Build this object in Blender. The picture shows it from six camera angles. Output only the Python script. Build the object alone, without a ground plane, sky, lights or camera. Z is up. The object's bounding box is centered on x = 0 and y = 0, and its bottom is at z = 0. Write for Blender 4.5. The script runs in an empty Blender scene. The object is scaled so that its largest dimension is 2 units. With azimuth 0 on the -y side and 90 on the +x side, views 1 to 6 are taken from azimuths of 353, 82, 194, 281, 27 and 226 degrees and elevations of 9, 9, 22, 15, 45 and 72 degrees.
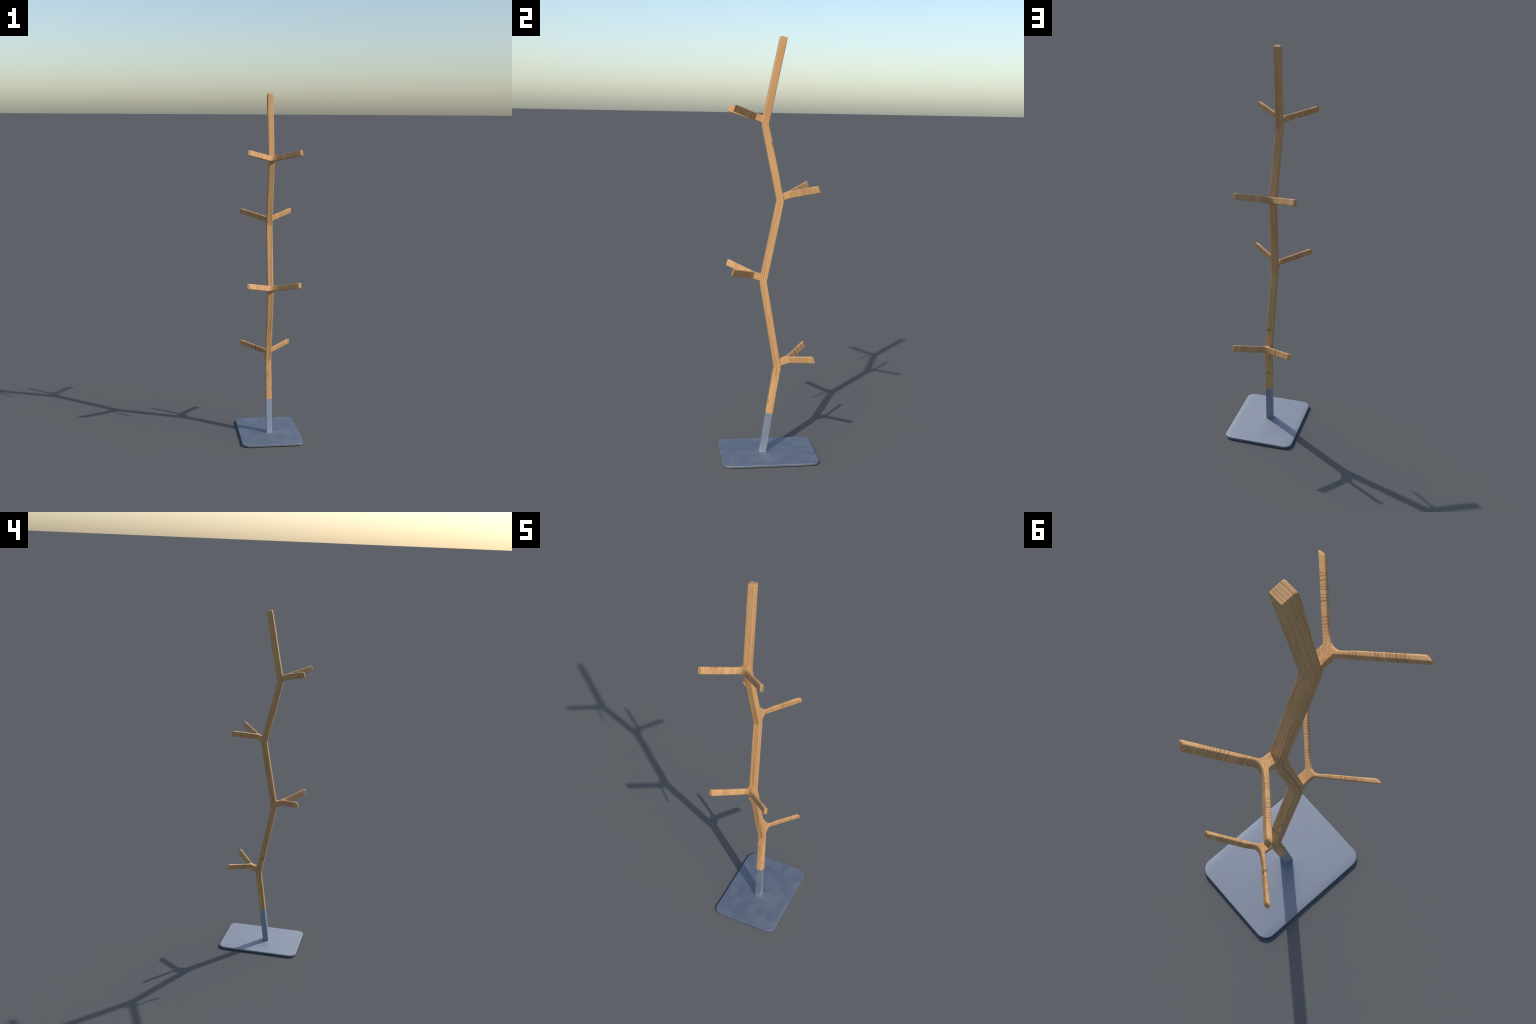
import bpy, bmesh, math
from mathutils import Vector, Matrix

# ------------------------------------------------------------------ sizes (metres)
PLATE_HALF_X, PLATE_HALF_Y, PLATE_TOP, PLATE_CORNER = 0.1765, 0.2315, 0.0118, 0.040
POST = 0.0338                      # square wooden post, side
SLEEVE = 0.0326                    # painted metal lower end, side
JOINT_Z = 0.2085                   # where the wood starts
# zig-zag centre line of the post: (y, z)
FOOT = (-0.0258, 0.0105)
KINKS = [(0.0400, 0.4405), (-0.0362, 0.8600), (0.0400, 1.2460), (-0.0384, 1.6015)]
TIP = (0.0421, 1.9968)
NODES = [FOOT] + KINKS + [TIP]
# forks: (side, height of the middle of the stem where it leaves the post)
FORKS = [(1, 0.4625), (-1, 0.8827), (1, 1.2650), (-1, 1.6248)]
FORK_Y = 0.054
FORK_HALF_THICK = 0.0160
FORK_TILT = math.radians(18.6)


# ------------------------------------------------------------------ mesh helpers
def new_object(name, bm, parent=None, materials=()):
    mesh = bpy.data.meshes.new(name)
    bm.normal_update()
    for f in bm.faces:
        f.smooth = True
    bm.to_mesh(mesh)
    bm.free()
    obj = bpy.data.objects.new(name, mesh)
    bpy.context.scene.collection.objects.link(obj)
    for m in materials:
        mesh.materials.append(m)
    if parent:
        obj.parent = parent
    return obj


def rounded_square(hx, hy, r, seg=3, support=0.0025):
    """Closed outline with rounded corners and support points beside each corner."""
    pts = []
    for k, (sx, sy) in enumerate([(1, 1), (-1, 1), (-1, -1), (1, -1)]):
        a0 = k * math.pi / 2
        cx, cy = sx * (hx - r), sy * (hy - r)
        arc = [(cx + r * math.cos(a0 + math.pi / 2 * i / seg), cy + r * math.sin(a0 + math.pi / 2 * i / seg)) for i in range(seg + 1)]
        t0 = (math.sin(a0), -math.cos(a0))         # back along the side before the corner
        t1 = (-math.sin(a0 + math.pi / 2), math.cos(a0 + math.pi / 2))
        pts.append((arc[0][0] + t0[0] * support, arc[0][1] + t0[1] * support))
        pts += arc
        pts.append((arc[-1][0] + t1[0] * support, arc[-1][1] + t1[1] * support))
    return pts


def loft(bm, rings, cap_start=True, cap_end=True):
    vs = [[bm.verts.new(p) for p in ring] for ring in rings]
    n = len(vs[0])
    for a, b in zip(vs, vs[1:]):
        for i in range(n):
            bm.faces.new((a[i], a[(i + 1) % n], b[(i + 1) % n], b[i]))
    caps = []
    if cap_start:
        caps.append(bm.faces.new(list(reversed(vs[0]))))
    if cap_end:
        caps.append(bm.faces.new(vs[-1]))
    for cap in caps:
        for e in cap.edges:
            e.smooth = False
    return vs


def path_rings(points, hx, hy, r, end_taper=None, ease=0.010):
    """Rings of a square bar along a bent (y, z) line; bends eased by a short arc."""
    # split: straight ends + 4 samples per bend
    samples = []                                   # (y, z, angle)
    ang = [math.atan2(b[0] - a[0], b[1] - a[1]) for a, b in zip(points, points[1:])]
    samples.append((*points[0], ang[0]))
    for i in range(1, len(points) - 1):
        p = Vector(points[i])
        d0 = Vector((math.sin(ang[i - 1]), math.cos(ang[i - 1])))
        d1 = Vector((math.sin(ang[i]), math.cos(ang[i])))
        a, c = p - d0 * ease, p + d1 * ease
        for t in (-1.0, 0.0, 0.25, 0.5, 0.75, 1.0, 2.0):
            if t < 0:
                q, an = p - d0 * ease * 2, ang[i - 1]
            elif t > 1:
                q, an = p + d1 * ease * 2, ang[i]
            else:
                q = a * (1 - t) ** 2 + p * 2 * t * (1 - t) + c * t ** 2
                an = ang[i - 1] * (1 - t) + ang[i] * t
            samples.append((q.x, q.y, an))
    end, an = Vector(points[-1]), ang[-1]
    d = Vector((math.sin(an), math.cos(an)))
    for back, _ in (end_taper or [(0.0, 1.0)]):
        q = end - d * back
        samples.append((q.x, q.y, an))
    scale = [1.0] * (len(samples) - len(end_taper or [0])) + [s for _, s in (end_taper or [(0, 1.0)])]
    base = rounded_square(hx, hy, r)
    rings = []
    for (y, z, an), s in zip(samples, scale):
        n = (math.cos(an), -math.sin(an))          # in (y, z): across the bar
        lean = (1.0 - s) * 0.010                   # the cut end is eased more on its front edge
        rings.append([(px * s, y + n[0] * (py * s + lean), z + n[1] * (py * s + lean)) for px, py in base])
    return rings


# ------------------------------------------------------------------ node helper
class Nodes:
    def __init__(self, name):
        self.mat = bpy.data.materials.new(name)
        self.mat.use_nodes = True
        self.t = self.mat.node_tree
        self.bsdf = self.t.nodes["Principled BSDF"]

    def put(self, socket, v):
        if isinstance(v, bpy.types.NodeSocket):
            self.t.links.new(v, socket)
        else:
            socket.default_value = v

    def m(self, op, a, b=0.0, c=None, clamp=False):
        n = self.t.nodes.new("ShaderNodeMath")
        n.operation, n.use_clamp = op, clamp
        self.put(n.inputs[0], a)
        self.put(n.inputs[1], b)
        if c is not None:
            self.put(n.inputs[2], c)
        return n.outputs[0]

    def add(self, *v):
        out = v[0]
        for x in v[1:]:
            out = self.m("ADD", out, x)
        return out

    def mul(self, a, b):
        return self.m("MULTIPLY", a, b)

    def sub(self, a, b):
        return self.m("SUBTRACT", a, b)

    def ramp01(self, v, lo, hi, smooth=True, to=(0.0, 1.0)):
        n = self.t.nodes.new("ShaderNodeMapRange")
        n.interpolation_type = "SMOOTHSTEP" if smooth else "LINEAR"
        n.clamp = True
        self.put(n.inputs["Value"], v)
        n.inputs["From Min"].default_value, n.inputs["From Max"].default_value = lo, hi
        n.inputs["To Min"].default_value, n.inputs["To Max"].default_value = to
        return n.outputs["Result"]

    def obj_xyz(self):
        co = self.t.nodes.new("ShaderNodeTexCoord")
        s = self.t.nodes.new("ShaderNodeSeparateXYZ")
        self.t.links.new(co.outputs["Object"], s.inputs[0])
        return s.outputs

    def vec(self, x, y, z):
        n = self.t.nodes.new("ShaderNodeCombineXYZ")
        for s, v in zip(n.inputs, (x, y, z)):
            self.put(s, v)
        return n.outputs[0]

    def noise(self, vec, scale, detail=2.0, rough=0.5):
        n = self.t.nodes.new("ShaderNodeTexNoise")
        self.put(n.inputs["Vector"], vec)
        n.inputs["Scale"].default_value = scale
        n.inputs["Detail"].default_value = detail
        n.inputs["Roughness"].default_value = rough
        return n.outputs[0]

    def noise0(self, vec, scale, detail=2.0, rough=0.5):
        return self.sub(self.noise(vec, scale, detail, rough), 0.5)

    def mixc(self, fac, a, b, mode="MIX"):
        n = self.t.nodes.new("ShaderNodeMix")
        n.data_type, n.blend_type = "RGBA", mode
        self.put(n.inputs[0], fac)
        self.put(n.inputs[6], (*a, 1) if isinstance(a, tuple) else a)
        self.put(n.inputs[7], (*b, 1) if isinstance(b, tuple) else b)
        return n.outputs[2]

    def curve(self, v, stops):
        n = self.t.nodes.new("ShaderNodeValToRGB")
        self.put(n.inputs[0], v)
        el = n.color_ramp.elements
        while len(el) < len(stops):
            el.new(0.5)
        for e, (p, g) in zip(el, stops):
            e.position, e.color = p, (g, g, g, 1)
        return n.outputs[0]

    def bump(self, height, strength, dist):
        n = self.t.nodes.new("ShaderNodeBump")
        n.inputs["Strength"].default_value, n.inputs["Distance"].default_value = strength, dist
        self.put(n.inputs["Height"], height)
        self.t.links.new(n.outputs[0], self.bsdf.inputs["Normal"])


WOOD_LIGHT = (0.705, 0.385, 0.158)
WOOD_DARK = (0.268, 0.142, 0.060)
WOOD_RED = (0.520, 0.235, 0.085)


def wood_finish(N, phase, fine, broad, dark_extra=None, contrast=1.0):
    """Shared look: annual rings from a running phase, fine streaks, broad tone drift."""
    saw = N.m("FRACT", phase)
    ring = N.curve(saw, [(0.0, 0.44), (0.16, 0.05), (0.44, 0.08), (0.67, 0.52), (0.83, 0.95), (1.0, 0.44)])
    # every ring has its own strength; blend towards the neighbour so there is no step
    own = N.noise(N.vec(N.mul(N.m("ADD", phase, -0.4), 0.55), 3.7, 1.9), 1.0, 0.0)
    own = N.ramp01(own, 0.30, 0.68, to=(0.40, 1.05))
    k = N.mul(N.mul(ring, own), N.mul(contrast, 1.0))
    k = N.add(k, N.mul(fine, 0.45), N.mul(broad, 0.62))
    if dark_extra is not None:
        k = N.add(k, dark_extra)
    k = N.m("ADD", k, 0.0, clamp=True)
    col = N.mixc(k, WOOD_LIGHT, WOOD_DARK)
    col = N.mixc(N.ramp01(broad, -0.02, 0.28, to=(0.0, 0.35)), col, WOOD_RED)
    N.put(N.bsdf.inputs["Base Color"], col)
    N.bsdf.inputs["Roughness"].default_value = 0.55
    N.bsdf.inputs["Specular IOR Level"].default_value = 0.3
    N.bump(k, 0.06, 0.0006)


def post_material():
    N = Nodes("post_wood")
    x, y, z = N.obj_xyz()
    # straighten the zig-zag: distance from the centre line
    yc = N.add(*[N.ramp01(z, a[1], b[1], smooth=False, to=(0.0, b[0] - a[0])) for a, b in zip(NODES, NODES[1:])])
    yl = N.sub(N.sub(y, FOOT[0]), yc)
    long_v = N.vec(x, yl, N.mul(z, 0.09))
    wander = N.noise0(N.vec(N.mul(x, 0.6), N.mul(yl, 0.6), N.mul(z, 0.085)), 42.0, 1.5)
    swirl_amt = N.add(N.ramp01(z, 0.30, 0.46), N.mul(N.ramp01(z, 0.50, 0.75), -0.85))
    swirl = N.noise0(N.vec(x, yl, N.mul(z, 0.45)), 19.0, 1.0)
    calm = N.ramp01(z, 0.36, 0.47, to=(0.35, 1.0))
    s = N.add(N.mul(yl, 0.92), N.mul(x, 0.62))
    s = N.add(s, N.mul(wander, 0.014), N.mul(N.mul(swirl, swirl_amt), 0.044))
    # knots push the rings aside and are dark in the middle
    dark = None
    for kx, ky, kz, rr, rz, push in KNOTS:
        dx, dy, dz = N.mul(N.sub(x, kx), 1 / rr), N.mul(N.sub(yl, ky), 1 / rr), N.mul(N.sub(z, kz), 1 / rz)
        d2 = N.add(N.mul(dx, dx), N.mul(dy, dy), N.mul(dz, dz))
        g = N.m("POWER", 2.718, N.mul(d2, -1.0))
        s = N.add(s, N.mul(g, push))
        core = N.mul(N.ramp01(g, 0.22, 0.90), 0.46)
        dark = core if dark is None else N.add(dark, core)
    cap = N.ramp01(N.add(z, N.mul(y, 0.203)), 2.0020, 2.0032)     # end grain on the cut top
    s = N.add(N.mul(s, N.sub(1.0, cap)), N.mul(N.add(yl, N.mul(wander, 0.004)), cap))
    freq = N.mul(N.add(N.mul(cap, -60.0), N.ramp01(z, 1.0, 1.75, to=(140.0, 245.0))), calm)
    phase = N.add(N.mul(s, freq), N.mul(N.noise0(N.vec(s, 0.37, 0.11), 90.0, 1.0), 2.0))
    fine = N.noise0(N.vec(x, yl, N.mul(z, 0.035)), 620.0, 2.0, 0.6)
    broad = N.noise0(N.vec(x, yl, N.mul(z, 0.20)), 26.0, 2.0)
    dark = N.add(dark, N.ramp01(z, 1.30, 1.75, to=(-0.02, 0.09)))     # the upper length is a shade deeper
    wood_finish(N, phase, fine, broad, dark, contrast=N.mul(N.ramp01(z, 0.33, 0.47, to=(0.50, 1.00)), N.add(N.mul(N.ramp01(z, 1.20, 1.75, to=(1.0, 0.52)), N.ramp01(N.m("ABSOLUTE", x), 0.0120, 0.0165, to=(0.80, 1.30))), N.mul(cap, 0.55))))
    return N.mat


# (x, y from centre line, z, radius across, radius along, ring push)
KNOTS = [(0.000, 0.017, 0.563, 0.021, 0.011, 0.018),
         (-0.002, 0.017, 0.315, 0.021, 0.010, 0.006),
         (-0.016, -0.004, 0.535, 0.010, 0.014, 0.014),
         (0.016, 0.012, 1.510, 0.006, 0.014, 0.006),
         (0.016, -0.016, 0.270, 0.008, 0.012, 0.008)]


def branch_material(name, shift, knot=None):
    """Local frame: x across, y along the fork away from the post, z through its thickness."""
    N = Nodes(name)
    x, y, z = N.obj_xyz()
    ax = N.m("ABSOLUTE", x)
    side = N.m("SIGN", x)
    u = N.sub(y, 0.0440)                                            # from the crotch
    a = N.add(N.mul(ax, 0.753), N.mul(u, 0.658))                    # along the prong
    b = N.add(N.mul(ax, 0.658), N.mul(u, -0.753))                   # from the crotch outwards
    f = N.m("MAXIMUM", a, b)                                        # rings wrap the crotch
    where = N.vec(N.add(x, shift), y, N.mul(z, 0.55))
    warp = N.noise0(where, 34.0, 2.0)
    fine_warp = N.noise0(where, 120.0, 1.0)
    bow = N.mul(N.mul(z, z), 9.0)
    f = N.add(f, N.mul(warp, 0.013), N.mul(fine_warp, 0.0022), bow, N.mul(side, 0.0031))
    dark = None
    if knot:
        kx, ka = knot
        d = N.mul(N.sub(a, ka), 1 / 0.0070)
        dzz = N.mul(N.sub(z, 0.002), 1 / 0.030)
        g = N.m("POWER", 2.718, N.mul(N.add(N.mul(d, d), N.mul(dzz, dzz)), -1.0))
        g = N.mul(g, N.ramp01(N.mul(x, kx), 0.0, 0.004))
        f = N.add(f, N.mul(g, 0.006))
        dark = N.mul(N.ramp01(g, 0.15, 0.8), 0.62)
    prong_phase = N.add(N.mul(f, 150.0), N.mul(N.noise0(N.vec(f, shift, 0.3), 75.0, 1.5), 3.2))
    # stem beside the post: rings run along it
    s = N.add(N.mul(z, 0.85), N.mul(x, 0.55), N.mul(N.noise0(N.vec(x, N.mul(y, 0.2), z), 60.0, 1.0), 0.006))
    stem_phase = N.add(N.mul(s, 140.0), shift)
    stem = N.ramp01(N.add(y, N.mul(ax, -0.10)), 0.0120, 0.0126, to=(1.0, 0.0))
    phase = N.add(N.mul(prong_phase, N.sub(1.0, stem)), N.mul(stem_phase, stem))
    fine = N.noise0(N.vec(N.mul(a, 1.0), N.mul(b, 0.15), N.mul(z, 0.10)), 520.0, 2.0, 0.6)
    broad = N.noise0(where, 22.0, 2.0)
    # the top of each tip is plain
    plain = N.mul(N.ramp01(y, 0.1240, 0.1250), N.ramp01(z, 0.0125, 0.0135))
    fade = N.mul(plain, 0.02)
    seam = N.m("COMPARE", N.add(y, N.mul(ax, -0.10)), 0.0123, 0.0004)
    seam = N.mul(N.mul(seam, N.ramp01(z, 0.0135, 0.0150)), 0.25)
    extra = N.add(fade, seam)
    if dark is not None:
        extra = N.add(extra, dark)
    wood_finish(N, phase, fine, broad, extra, contrast=N.add(0.90, N.mul(plain, -0.75)))
    return N.mat


def metal_material(name, tone):
    N = Nodes(name)
    co = N.t.nodes.new("ShaderNodeTexCoord").outputs["Object"]
    cloud = N.noise(co, 14.0, 3.0, 0.55)
    grain = N.noise(co, 420.0, 2.0)
    k = N.add(N.mul(cloud, 0.75), N.mul(grain, 0.25))
    N.put(N.bsdf.inputs["Base Color"], N.mixc(N.ramp01(k, 0.3, 0.7), tuple(tone * c for c in (0.292, 0.330, 0.390)), tuple(tone * c for c in (0.345, 0.364, 0.420))))
    N.bsdf.inputs["Metallic"].default_value = 1.0
    N.put(N.bsdf.inputs["Roughness"], N.ramp01(cloud, 0.3, 0.7, to=(0.63, 0.73)))
    N.bump(grain, 0.04, 0.0004)
    return N.mat


# ------------------------------------------------------------------ build
stand = bpy.data.objects.new("coat_stand", None)
stand.empty_display_size = 0.1
bpy.context.scene.collection.objects.link(stand)
stand["label"] = "zig-zag wooden tree coat stand on grey metal plate"
stand["category"] = "coat stand"

metal = metal_material("grey_metal_plate", 1.0)
sleeve_metal = metal_material("grey_metal_sleeve", 1.27)

# --- base plate: rounded rectangle, soft rim, long sides eased down a little
def plate_outline(inset, n=14):
    r = max(PLATE_CORNER - inset, 0.004)
    hx, hy = PLATE_HALF_X - inset, PLATE_HALF_Y - inset
    pts = []
    for k, (sx, sy) in enumerate([(1, 1), (-1, 1), (-1, -1), (1, -1)]):
        for i in range(n + 1):
            t = k * math.pi / 2 + math.pi / 2 * i / n
            pts.append((sx * (hx - r) + r * math.cos(t), sy * (hy - r) + r * math.sin(t)))
    return pts


def plate_ease(x):
    t = max(0.0, (abs(x) - (PLATE_HALF_X - 0.030)) / 0.030)
    return -0.0013 * t * t


bm = bmesh.new()
rings = []
rim = 0.0022
for inset, z in [(0.0015, 0.0), (0.0004, 0.0004), (0.0, 0.0014)]:
    rings.append([(px, py, z) for px, py in plate_outline(inset)])
for i in range(7):
    t = math.pi / 2 * i / 6
    inset, dz = rim * (1 - math.cos(t)), rim * (math.sin(t) - 1)
    rings.append([(px, py, PLATE_TOP + dz + plate_ease(px)) for px, py in plate_outline(inset)])
for inset in (0.003, 0.006, 0.010, 0.015, 0.020, 0.025, 0.030, 0.034):
    rings.append([(px, py, PLATE_TOP + plate_ease(px)) for px, py in plate_outline(inset)])
loft(bm, rings)
plate = new_object("base_plate", bm, stand, [metal])

# --- metal lower end of the post
axis = Vector((0, KINKS[0][0] - FOOT[0], KINKS[0][1] - FOOT[1])).normalized()
joint_y = FOOT[0] + (JOINT_Z - FOOT[1]) * axis.y / axis.z
joint = (joint_y, JOINT_Z)
bm = bmesh.new()
rings = path_rings([(FOOT[0] - axis.y / axis.z * 0.006, FOOT[1] - 0.006), (joint_y + axis.y * 0.0005, JOINT_Z + axis.z * 0.0005)], SLEEVE / 2, SLEEVE / 2, 0.0009)
loft(bm, rings)
sleeve = new_object("metal_sleeve", bm, stand, [sleeve_metal])

# --- wooden post
bm = bmesh.new()
taper = [(0.030, 1.0), (0.012, 0.985), (0.005, 0.955), (0.0024, 0.920), (0.0009, 0.865), (0.0, 0.785)]
rings = path_rings([joint] + KINKS + [TIP], POST / 2, POST / 2, 0.0032, taper)
loft(bm, rings)
post = new_object("wooden_post", bm, stand, [post_material()])


# --- forked branches: flat Y piece, in its own plane
def branch_mesh(reach=1.0, stretch=0.0):
    # half outline at mid thickness, and how much further the edge is rounded away
    # there towards the (top, bottom) face
    half = [((0.0152, -0.022), 0, 0), ((0.0152, -0.004), 0, 0), ((0.0148, 0.006), 0, 0), ((0.0146, 0.0235), 0, 0),
            ((0.0155, 0.0305), 0, 0), ((0.0210, 0.0352), 0, 0), ((0.0400, 0.0510), 0, 0),          # outer side
            ((0.1552, 0.1492), 4.2, 2.0), ((0.1382, 0.1514), 4.2, 2.0),                             # cut tip
            ((0.0400, 0.0657), 0, 0), ((0.0235, 0.0516), 0.3, 0.8), ((0.0126, 0.0442), 2.5, 4.0), ((0.0042, 0.0420), 4.5, 7.0)]
    corners = {7: 0.0040, 8: 0.0030}                                # tip corners are nipped off
    base = half + [((-p[0], p[1]), t, b) for p, t, b in reversed(half)]
    count = len(base)
    # the crotch sits a little to one side; one prong may be shorter
    lean = {10: 0.0020, 11: 0.0042, 12: 0.0048}
    for i in range(count):
        (px, py), t, b = base[i]
        px += lean.get(min(i, count - 1 - i), 0.0)
        if px > 0.04:
            px, py = 0.0235 + (px - 0.0235) * reach, 0.040 + (py - 0.040) * reach
        if stretch:                                                 # a longer, lopsided crotch
            inner = min(i, count - 1 - i) >= 10
            w = stretch * max(0.0, min((py - 0.008) / 0.016, (0.150 - py) / 0.115, 1.0))
            py += w * (0.0085 if inner or i == 9 or i == count - 10 else 0.0112 if px < 0 else 0.0068)
            px += 0.001 * stretch if inner else 0.0
        base[i] = ((px, py), t, b)
    corners.update({count - 1 - i: c for i, c in list(corners.items())})
    full, pts, inward, slide = [], [], [], []
    for i, (p, top, bottom) in enumerate(base):
        q = Vector(p)
        d0, d1 = (q - Vector(base[i - 1][0])).normalized(), (Vector(base[(i + 1) % count][0]) - q).normalized()
        n0, n1 = Vector((-d0.y, d0.x)), Vector((-d1.y, d1.x))
        mid = (n0 + n1).normalized()
        mid = mid / max(0.42, mid.dot(n0))
        nip = corners.get(i)
        for at in ([q - d0 * nip, q + (d1 - d0) * nip * 0.28, q + d1 * nip] if nip else [q]):
            full.append(((at.x, at.y), top, bottom))
            pts.append(at)
            inward.append(mid)
            slide.append(Vector((-0.55 * (1 if q.x > 0 else -1), -0.83)) if nip else Vector((0.0, -1.0)))
    n = len(pts)
    h, r, deep = FORK_HALF_THICK, 0.0030, 0.0075
    drop = [0.0, 0.0002, 0.0006, 0.0013, 0.0021, 0.0030, 0.0042, 0.0056, 0.0075, 0.0105, 0.0135]
    levels = [(d - h, -1) for d in drop] + [(h - d, 1) for d in reversed(drop)]
    bm = bmesh.new()
    rings = []
    for z, up in levels:
        d = h - abs(z)
        small = r - math.sqrt(max(0.0, r * r - max(0.0, r - d) ** 2))
        large = 1.0 - math.sqrt(max(0.0, 1.0 - max(0.0, 1.0 - d / deep) ** 2))
        ring = []
        for i, (p, top, bottom) in enumerate(full):
            far = 1.0 if p[1] > 0.005 else 0.35
            if p[1] > 0.130:
                far = 1.08                                          # tips are rounded over more
            if up < 0 and p[1] < 0.100 and bottom:                             # underside of the crotch is hollowed further in
                large = 1.0 - math.sqrt(max(0.0, 1.0 - max(0.0, 1.0 - d / 0.018) ** 2))
            else:
                large = 1.0 - math.sqrt(max(0.0, 1.0 - max(0.0, 1.0 - d / deep) ** 2))
            q = pts[i] + inward[i] * small * far + slide[i] * large * 0.001 * (top if up > 0 else bottom)
            zz = z
            if p[1] < 0.004:                                        # root flares into the post
                grow = 0.0035 if p[1] < -0.01 else 0.0022
                zz += grow * (z / h) * (1.0 if up > 0 else 0.4)
            ring.append((q.x, q.y, zz))
        rings.append(ring)
    vs = loft(bm, rings, False, False)
    m = lambda i: n - 1 - i                                         # mirrored index
    patches = [(0, 1, m(1), m(0)), (1, 2, m(2), m(1)), (2, 3, m(3), m(2)), (3, 4, 16, m(16), m(4), m(3))]
    for idx in ((4, 5, 15, 16), (5, 6, 14, 15), (6, 13, 14), (6, 7, 12, 13), (7, 8, 9, 10, 11, 12)):
        patches += [idx, tuple(m(i) for i in reversed(idx))]
    for idx in patches:
        bm.faces.new([vs[-1][i] for i in idx])
        bm.faces.new([vs[0][i] for i in reversed(idx)])
    bmesh.ops.recalc_face_normals(bm, faces=bm.faces)
    return bm


shared = None
mats = [branch_material("branch_wood_knotted", 0.13, knot=(-1, 0.072)), branch_material("branch_wood_pale", 0.71),
        branch_material("branch_wood_wavy", 1.37), branch_material("branch_wood_even", 2.19)]
for (sgn, zc), mat in zip(FORKS, mats):
    if shared is None:
        obj = new_object("forked_branch", branch_mesh(0.972, 1.0), stand, [mat])
        shared = new_object("forked_branch", branch_mesh(), None, [mat])
        pattern = shared
        shared = shared.data
        bpy.data.objects.remove(pattern)
    else:
        obj = bpy.data.objects.new("forked_branch", shared)
        bpy.context.scene.collection.objects.link(obj)
        obj.parent = stand
    obj.material_slots[0].link = "OBJECT"
    obj.material_slots[0].material = mat
    w = obj.modifiers.new("even_normals", "WEIGHTED_NORMAL")
    w.keep_sharp = True
    turn = Matrix.Rotation(0.0 if sgn > 0 else math.pi, 4, "Z")
    obj.matrix_world = Matrix.Translation((0, sgn * FORK_Y, zc)) @ turn @ Matrix.Rotation(FORK_TILT, 4, "X")
